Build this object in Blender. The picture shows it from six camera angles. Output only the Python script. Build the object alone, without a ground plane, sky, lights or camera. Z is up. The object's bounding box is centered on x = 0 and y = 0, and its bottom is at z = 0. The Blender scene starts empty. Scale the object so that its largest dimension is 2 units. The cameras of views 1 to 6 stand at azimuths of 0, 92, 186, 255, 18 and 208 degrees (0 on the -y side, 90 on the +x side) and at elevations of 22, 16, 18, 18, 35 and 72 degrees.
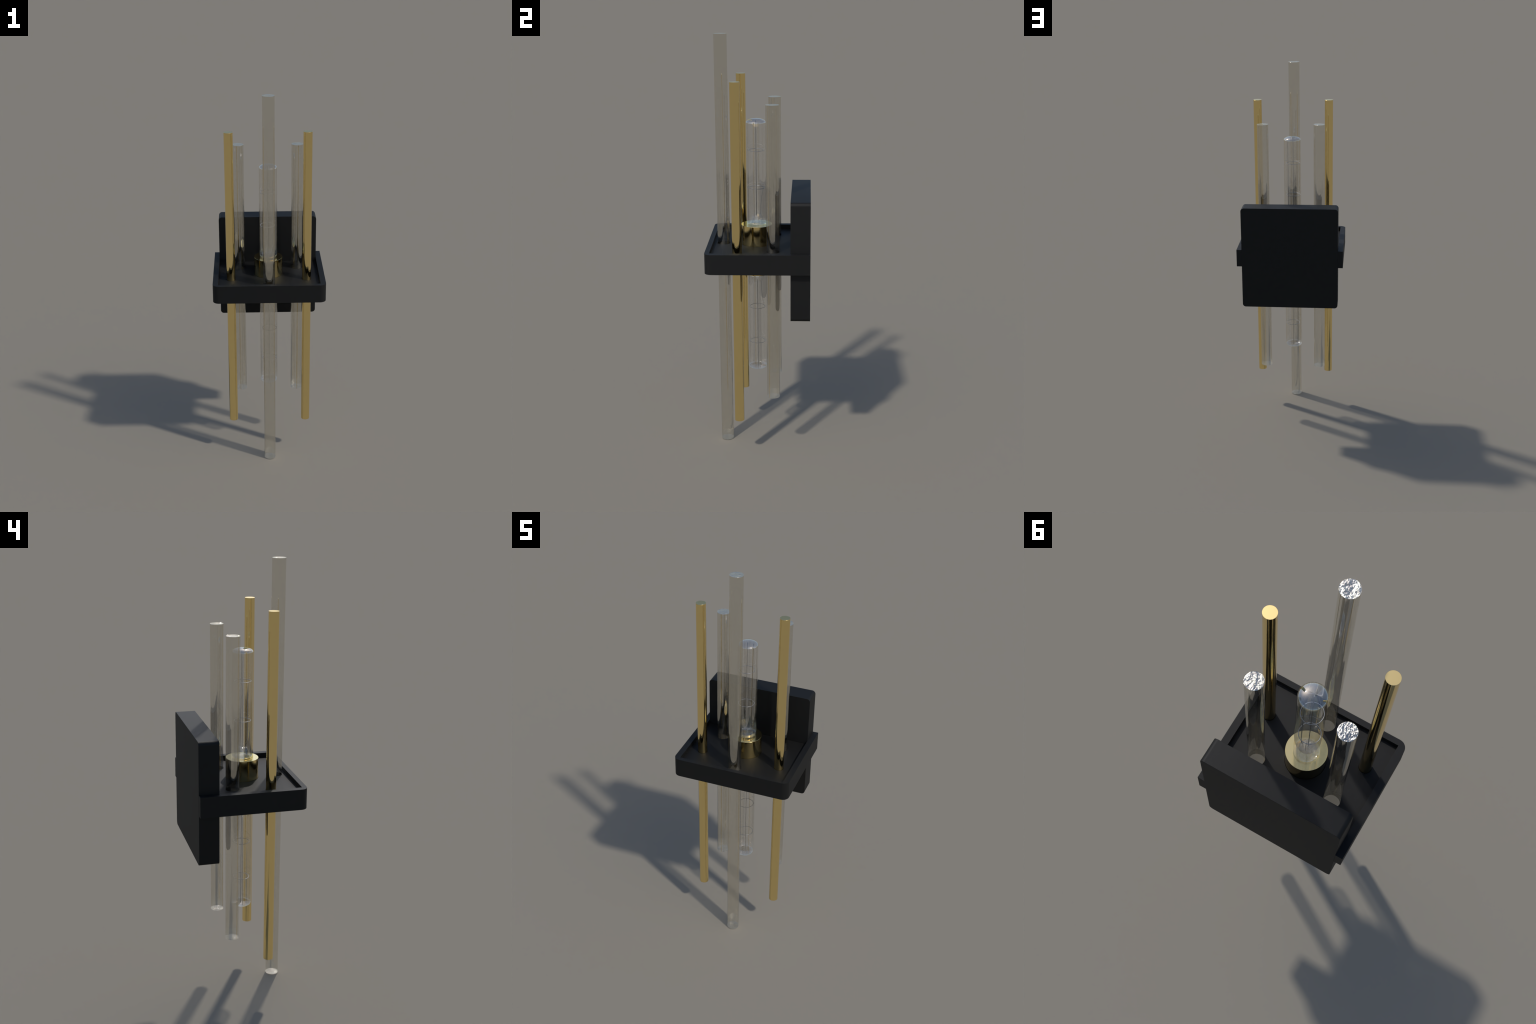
"""Wall sconce: black tray and back plate, three clear rods, two brass rods,
and an up / down pair of tubular bulbs in a brass socket."""
import bpy, bmesh, math
from mathutils import Vector, Matrix

# ------------------------------------------------------------------ sizes (m)
MID = 1.0                                   # height of the mirror plane of the fixture
TRAY = dict(hx=0.2875, y0=-0.24, y1=0.2392, hz=0.047, r=0.032,
            in_x=0.2595, in_y0=-0.2175, in_y1=0.17, slab=0.025)
PLATE = dict(hx=0.26, y0=0.15, y1=0.24, hz=0.28, r=0.017)
ROD_R, BRASS_R = 0.0304, 0.0227
FRONT_ROD = (0.0, -0.172, 1.0)              # x, y, half length
BACK_ROD = (0.152, 0.067, 0.7)
BRASS_ROD = (0.1955, -0.0957, 0.805)
AXIS_Y = -0.0145                            # bulb / socket axis
SOCKET_R, SOCKET_HZ = 0.0735, 0.119
BULB_R, BULB_LEN = 0.0472, 0.481


# ------------------------------------------------------------------ materials
def new_mat(name):
    m = bpy.data.materials.new(name)
    m.use_nodes = True
    nt = m.node_tree
    nt.nodes.clear()
    out = nt.nodes.new("ShaderNodeOutputMaterial")
    return m, nt, out


def add(nt, kind, **vals):
    n = nt.nodes.new(kind)
    for k, v in vals.items():
        if k in n.inputs:
            n.inputs[k].default_value = v
        else:
            setattr(n, k, v)
    return n


def stretched_noise(nt, scale, detail, rough=0.5, vary=False):
    tc = nt.nodes.new("ShaderNodeTexCoord")
    mp = nt.nodes.new("ShaderNodeMapping")
    mp.inputs["Scale"].default_value = scale
    nz = add(nt, "ShaderNodeTexNoise", Scale=1.0, Detail=detail, Roughness=rough)
    nt.links.new(tc.outputs["Object"], mp.inputs["Vector"])
    if vary:                                 # every rod gets its own streaks
        info = nt.nodes.new("ShaderNodeObjectInfo")
        shift = add(nt, "ShaderNodeMath", operation="MULTIPLY")
        shift.inputs[1].default_value = 37.0
        nt.links.new(info.outputs["Random"], shift.inputs[0])
        nt.links.new(shift.outputs[0], mp.inputs["Location"])
    nt.links.new(mp.outputs[0], nz.inputs["Vector"])
    return nz


def mat_black():
    m, nt, out = new_mat("black_powder_coat")
    p = add(nt, "ShaderNodeBsdfPrincipled", Roughness=0.6)
    p.inputs["Specular IOR Level"].default_value = 0.23
    nz = stretched_noise(nt, (40, 40, 40), 4)
    ramp = nt.nodes.new("ShaderNodeValToRGB")
    ramp.color_ramp.elements[0].color = (0.0052, 0.0052, 0.0050, 1)
    ramp.color_ramp.elements[1].color = (0.0066, 0.0066, 0.0064, 1)
    nt.links.new(nz.outputs["Fac"], ramp.inputs["Fac"])
    nt.links.new(ramp.outputs[0], p.inputs["Base Color"])
    fine = stretched_noise(nt, (320, 320, 320), 3)
    b = add(nt, "ShaderNodeBump", Strength=0.12, Distance=0.002)
    nt.links.new(fine.outputs["Fac"], b.inputs["Height"])
    nt.links.new(b.outputs[0], p.inputs["Normal"])
    nt.links.new(p.outputs[0], out.inputs[0])
    return m


def flatness(nt, lo, hi):
    """lo on upright walls, hi on faces that look straight up or down."""
    geo = nt.nodes.new("ShaderNodeNewGeometry")
    sep = nt.nodes.new("ShaderNodeSeparateXYZ")
    ab = add(nt, "ShaderNodeMath", operation="ABSOLUTE")
    rng = nt.nodes.new("ShaderNodeMapRange")
    rng.inputs["To Min"].default_value, rng.inputs["To Max"].default_value = lo, hi
    nt.links.new(geo.outputs["True Normal"], sep.inputs[0])
    nt.links.new(sep.outputs["Z"], ab.inputs[0])
    nt.links.new(ab.outputs[0], rng.inputs["Value"])
    return rng.outputs[0]


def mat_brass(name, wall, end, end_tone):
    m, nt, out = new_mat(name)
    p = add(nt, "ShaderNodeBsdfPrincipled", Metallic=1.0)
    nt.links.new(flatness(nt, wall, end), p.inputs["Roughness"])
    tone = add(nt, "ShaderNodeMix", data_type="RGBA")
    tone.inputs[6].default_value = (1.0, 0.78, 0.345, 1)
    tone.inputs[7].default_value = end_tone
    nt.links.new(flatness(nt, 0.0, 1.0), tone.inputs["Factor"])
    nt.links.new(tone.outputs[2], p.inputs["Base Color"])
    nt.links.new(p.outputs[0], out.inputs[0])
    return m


def mat_wire():
    m, nt, out = new_mat("filament_wire")
    p = add(nt, "ShaderNodeBsdfPrincipled", Metallic=1.0, Roughness=0.35)
    p.inputs["Base Color"].default_value = (0.42, 0.42, 0.43, 1)
    nt.links.new(p.outputs[0], out.inputs[0])
    return m


def mat_clear(name, alpha, tint, side_bump, cap_bump, rough, edge=0.0):
    """Thin clear wall: part mirror, part straight see-through, with drawn streaks
    along the length and a crumpled pattern on the cut ends."""
    m, nt, out = new_mat(name)
    gloss = add(nt, "ShaderNodeBsdfPrincipled", Metallic=1.0, Roughness=rough)
    if cap_bump:
        nt.links.new(flatness(nt, rough, 2.2 * rough), gloss.inputs["Roughness"])
    gloss.inputs["Base Color"].default_value = (*tint, 1)
    clear = nt.nodes.new("ShaderNodeBsdfTransparent")
    mix = add(nt, "ShaderNodeMixShader")
    mix.inputs[0].default_value = alpha
    if edge:
        lw = add(nt, "ShaderNodeLayerWeight", Blend=0.35)
        ma = add(nt, "ShaderNodeMath", operation="MULTIPLY_ADD")
        ma.inputs[1].default_value, ma.inputs[2].default_value = edge, alpha
        ma.use_clamp = True
        nt.links.new(lw.outputs["Facing"], ma.inputs[0])
        nt.links.new(ma.outputs[0], mix.inputs[0])
    if side_bump or cap_bump:
        nz = stretched_noise(nt, (62, 58, 1.5), 3.5, 0.55, vary=True)
        b = add(nt, "ShaderNodeBump", Distance=0.0085)
        nt.links.new(flatness(nt, side_bump, cap_bump), b.inputs["Strength"])
        nt.links.new(nz.outputs["Fac"], b.inputs["Height"])
        nt.links.new(b.outputs[0], gloss.inputs["Normal"])
    nt.links.new(clear.outputs[0], mix.inputs[1])
    nt.links.new(gloss.outputs[0], mix.inputs[2])
    nt.links.new(mix.outputs[0], out.inputs[0])
    return m


BLACK, WIRE = mat_black(), mat_wire()
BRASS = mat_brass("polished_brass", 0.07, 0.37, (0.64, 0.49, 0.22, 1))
SOCKET_BRASS = mat_brass("socket_brass", 0.10, 0.11, (1.0, 0.78, 0.345, 1))
ROD_GLASS = mat_clear("rod_glass", 0.5, (0.855, 0.825, 0.735), 0.12, 1.0, 0.05)
BULB_GLASS = mat_clear("bulb_glass", 0.28, (0.90, 0.88, 0.83), 0.0, 0.0, 0.01, edge=0.2)
STEM_GLASS = mat_clear("stem_glass", 0.15, (0.72, 0.72, 0.70), 0.5, 0.6, 0.05)


# ------------------------------------------------------------------ geometry
def obj_from_bm(bm, name, mat, parent, smooth_angle=None):
    me = bpy.data.meshes.new(name)
    bmesh.ops.recalc_face_normals(bm, faces=bm.faces)
    if smooth_angle is not None:
        for f in bm.faces:
            f.smooth = True
        for e in bm.edges:
            e.smooth = len(e.link_faces) == 2 and e.calc_face_angle(0) < smooth_angle
    bm.to_mesh(me)
    bm.free()
    me.materials.append(mat)
    ob = bpy.data.objects.new(name, me)
    bpy.context.scene.collection.objects.link(ob)
    ob.parent = parent
    return ob


def lathe(profile, segs=72):
    """profile: (radius, z) list from one end to the other; r = 0 closes on the axis."""
    bm = bmesh.new()
    rings = []
    for r, z in profile:
        if r < 1e-6:
            rings.append([bm.verts.new((0, 0, z))])
        else:
            rings.append([bm.verts.new((r * math.cos(a), r * math.sin(a), z))
                          for a in (math.tau * i / segs for i in range(segs))])
    for a, b in zip(rings, rings[1:]):
        for i in range(segs):
            j = (i + 1) % segs
            if len(a) == 1 and len(b) > 1:
                bm.faces.new((a[0], b[j], b[i]))
            elif len(b) == 1 and len(a) > 1:
                bm.faces.new((a[i], a[j], b[0]))
            else:
                bm.faces.new((a[i], a[j], b[j], b[i]))
    return bm


def rod_bm(r, half, chamfer=0.0003):
    return lathe([(0, -half), (r - chamfer, -half), (r, -half + chamfer),
                  (r, half - chamfer), (r - chamfer, half), (0, half)])


def arc(cx, cy, r, a0, a1, n=10):
    return [(cx + r * math.cos(a0 + (a1 - a0) * i / n), cy + r * math.sin(a0 + (a1 - a0) * i / n))
            for i in range(n + 1)]


def prism(outline, lo, hi, axis):
    """Extrude a closed 2D outline along y (outline = x,z) or z (outline = x,y)."""
    bm = bmesh.new()
    put = (lambda p, h: (p[0], h, p[1])) if axis == "y" else (lambda p, h: (p[0], p[1], h))
    a = [bm.verts.new(put(p, lo)) for p in outline]
    b = [bm.verts.new(put(p, hi)) for p in outline]
    bm.faces.new(a[::-1])
    bm.faces.new(b)
    for i in range(len(a)):
        j = (i + 1) % len(a)
        bm.faces.new((a[i], a[j], b[j], b[i]))
    bmesh.ops.recalc_face_normals(bm, faces=bm.faces)
    return bm


def box_bm(x0, x1, y0, y1, z0, z1):
    return prism([(x0, y0), (x1, y0), (x1, y1), (x0, y1)], z0, z1, "z")


def cut(target, cutters):
    for c in cutters:
        m = target.modifiers.new("cut", "BOOLEAN")
        m.object, m.operation, m.solver = c, "DIFFERENCE", "EXACT"
    bpy.context.view_layer.update()
    me = bpy.data.meshes.new_from_object(target.evaluated_get(bpy.context.evaluated_depsgraph_get()))
    target.modifiers.clear()
    old = target.data
    me.name = old.name
    target.data = me
    bpy.data.meshes.remove(old)
    for c in cutters:
        d = c.data
        bpy.data.objects.remove(c)
        bpy.data.meshes.remove(d)


def soften(ob, width, angle=math.radians(40)):
    bev = ob.modifiers.new("edge", "BEVEL")
    bev.width, bev.segments, bev.limit_method, bev.angle_limit = width, 2, "ANGLE", angle
    bev.harden_normals = True
    for p in ob.data.polygons:
        p.use_smooth = True
    ob.data.set_sharp_from_angle(angle=math.radians(30))


def wire_bm(paths, r, segs=8):
    """Round wire swept along 3D polylines (path, closed)."""
    bm = bmesh.new()
    for pts, closed in paths:
        pts = [Vector(p) for p in pts]
        n, rings = len(pts), []
        ref = None
        for i, p in enumerate(pts):
            t = (pts[(i + 1) % n] - pts[i - 1]) if closed else (pts[min(i + 1, n - 1)] - pts[max(i - 1, 0)])
            t.normalize()
            if ref is None:
                ref = t.orthogonal().normalized()
            u = (ref - t * ref.dot(t)).normalized()
            ref = u
            v = t.cross(u)
            rings.append([bm.verts.new(p + r * (math.cos(a) * u + math.sin(a) * v))
                          for a in (math.tau * k / segs for k in range(segs))])
        for i in range(n if closed else n - 1):
            a, b = rings[i], rings[(i + 1) % n]
            for k in range(segs):
                l = (k + 1) % segs
                bm.faces.new((a[k], a[l], b[l], b[k]))
        if not closed:
            bm.faces.new(rings[0][::-1])
            bm.faces.new(rings[-1])
    return bm


# ------------------------------------------------------------------ build
root = bpy.data.objects.new("wall_sconce", None)
bpy.context.scene.collection.objects.link(root)
root["label"] = "black square wall lamp with upright glass and brass rods"
root["category"] = "wall lamp"

# --- tray: H-section, recessed from above and from below, front corners rounded
T = TRAY
outline = ([(T["hx"], T["y1"]), (-T["hx"], T["y1"])]
           + arc(-T["hx"] + T["r"], T["y0"] + T["r"], T["r"], math.pi, 1.5 * math.pi)
           + arc(T["hx"] - T["r"], T["y0"] + T["r"], T["r"], 1.5 * math.pi, 2 * math.pi))
tray = obj_from_bm(prism(outline, MID - T["hz"], MID + T["hz"], "z"), "tray", BLACK, root)
cutters = []
for s in (1, -1):
    z = sorted((MID + s * T["slab"], MID + s * 0.2))
    cutters.append(obj_from_bm(box_bm(-T["in_x"], T["in_x"], T["in_y0"], T["in_y1"], *z), "helper", BLACK, None))
holes = [(*FRONT_ROD[:2], ROD_R), (*[v for v in BACK_ROD[:2]], ROD_R), (-BACK_ROD[0], BACK_ROD[1], ROD_R),
         (*BRASS_ROD[:2], BRASS_R), (-BRASS_ROD[0], BRASS_ROD[1], BRASS_R), (0, AXIS_Y, SOCKET_R)]
for x, y, r in holes:
    c = obj_from_bm(rod_bm(r + 0.0006, 0.08), "helper", BLACK, None)
    c.data.transform(Matrix.Translation((x, y, MID)))
    cutters.append(c)
cut(tray, cutters)
soften(tray, 0.0008)

# --- back plate, corners rounded in the wall plane
P = PLATE
q = math.pi / 2
outline = []
for i, (sx, sz) in enumerate(((1, 1), (-1, 1), (-1, -1), (1, -1))):
    outline += arc(sx * (P["hx"] - P["r"]), MID + sz * (P["hz"] - P["r"]), P["r"], i * q, (i + 1) * q)
plate = obj_from_bm(prism(outline, P["y0"], P["y1"], "y"), "back_plate", BLACK, root)
soften(plate, 0.0008)


# --- rods
def rod(name, bm_mesh, x, y):
    ob = bpy.data.objects.new(name, bm_mesh)
    bpy.context.scene.collection.objects.link(ob)
    ob.parent = root
    ob.location = (x, y, MID)
    return ob


def rod_mesh(name, r, half, mat):
    ob = obj_from_bm(rod_bm(r, half), name, mat, None, math.radians(35))
    me = ob.data
    bpy.data.objects.remove(ob)
    return me


rod("glass_rod", rod_mesh("glass_rod_long", ROD_R, FRONT_ROD[2], ROD_GLASS), *FRONT_ROD[:2])
short = rod_mesh("glass_rod_short", ROD_R, BACK_ROD[2], ROD_GLASS)
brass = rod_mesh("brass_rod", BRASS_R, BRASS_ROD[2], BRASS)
for s in (1, -1):
    rod("glass_rod", short, s * BACK_ROD[0], BACK_ROD[1])
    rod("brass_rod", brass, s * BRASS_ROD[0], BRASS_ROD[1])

# --- socket
socket = obj_from_bm(rod_bm(SOCKET_R, SOCKET_HZ), "socket", SOCKET_BRASS, root, math.radians(35))
socket.location = (0, AXIS_Y, MID)

# --- bulbs: local z = 0 at the socket face, pointing up
dome = [(BULB_R * math.cos(a), BULB_LEN + 0.019 * math.sin(a)) for a in (q * i / 12 for i in range(12))]
foot = [(BULB_R - 0.010 + 0.010 * math.sin(a), 0.013 - 0.010 * math.cos(a)) for a in (q * i / 6 for i in range(7))]
bulb_profile = [(0, 0.003)] + foot + dome + [(0, BULB_LEN + 0.019)]
stem_profile = [(0, 0.006), (0.036, 0.006), (0.038, 0.010), (0.037, 0.015), (0.033, 0.020), (0.029, 0.030),
                (0.027, 0.040), (0.024, 0.046), (0.015, 0.049), (0, 0.050)]
RING_R, RING_C = 0.0372, (-0.004, 0.0)
ring_z = (0.174, 0.352)


def ring(z):
    return [(RING_C[0] + RING_R * math.cos(a), RING_C[1] + RING_R * math.sin(a), z)
            for a in (math.tau * i / 64 for i in range(64))]


lead_xy = (-0.010, 0.036)
hoops = [(ring(z), True) for z in ring_z]
wires = []
for x in (0.0245, -0.004):
    wires.append(([(x * 0.8, 0, 0.045), (x, 0, 0.065), (x, 0, 0.25), (x, 0, BULB_LEN + 0.010)], False))
leads = [([(-0.003, 0.018, 0.045), (-0.003, 0.020, 0.09), (-0.006, 0.024, 0.13), (-0.008, 0.030, 0.165),
          (*lead_xy, ring_z[0])], False)]

for s in (1, -1):
    bulb = obj_from_bm(lathe(bulb_profile, 64), "bulb", BULB_GLASS, root, math.radians(50))
    bulb.location = (0, AXIS_Y, MID + s * SOCKET_HZ)
    if s < 0:
        bulb.rotation_euler = (0, math.pi, 0)
    obj_from_bm(lathe(stem_profile, 48), "stem", STEM_GLASS, bulb, math.radians(60))
    obj_from_bm(wire_bm(wires, 0.0015), "filament", WIRE, bulb, math.radians(60))
    obj_from_bm(wire_bm(hoops, 0.0012), "support_ring", WIRE, bulb, math.radians(60))
    obj_from_bm(wire_bm(leads, 0.0006), "lead_wire", WIRE, bulb, math.radians(60))
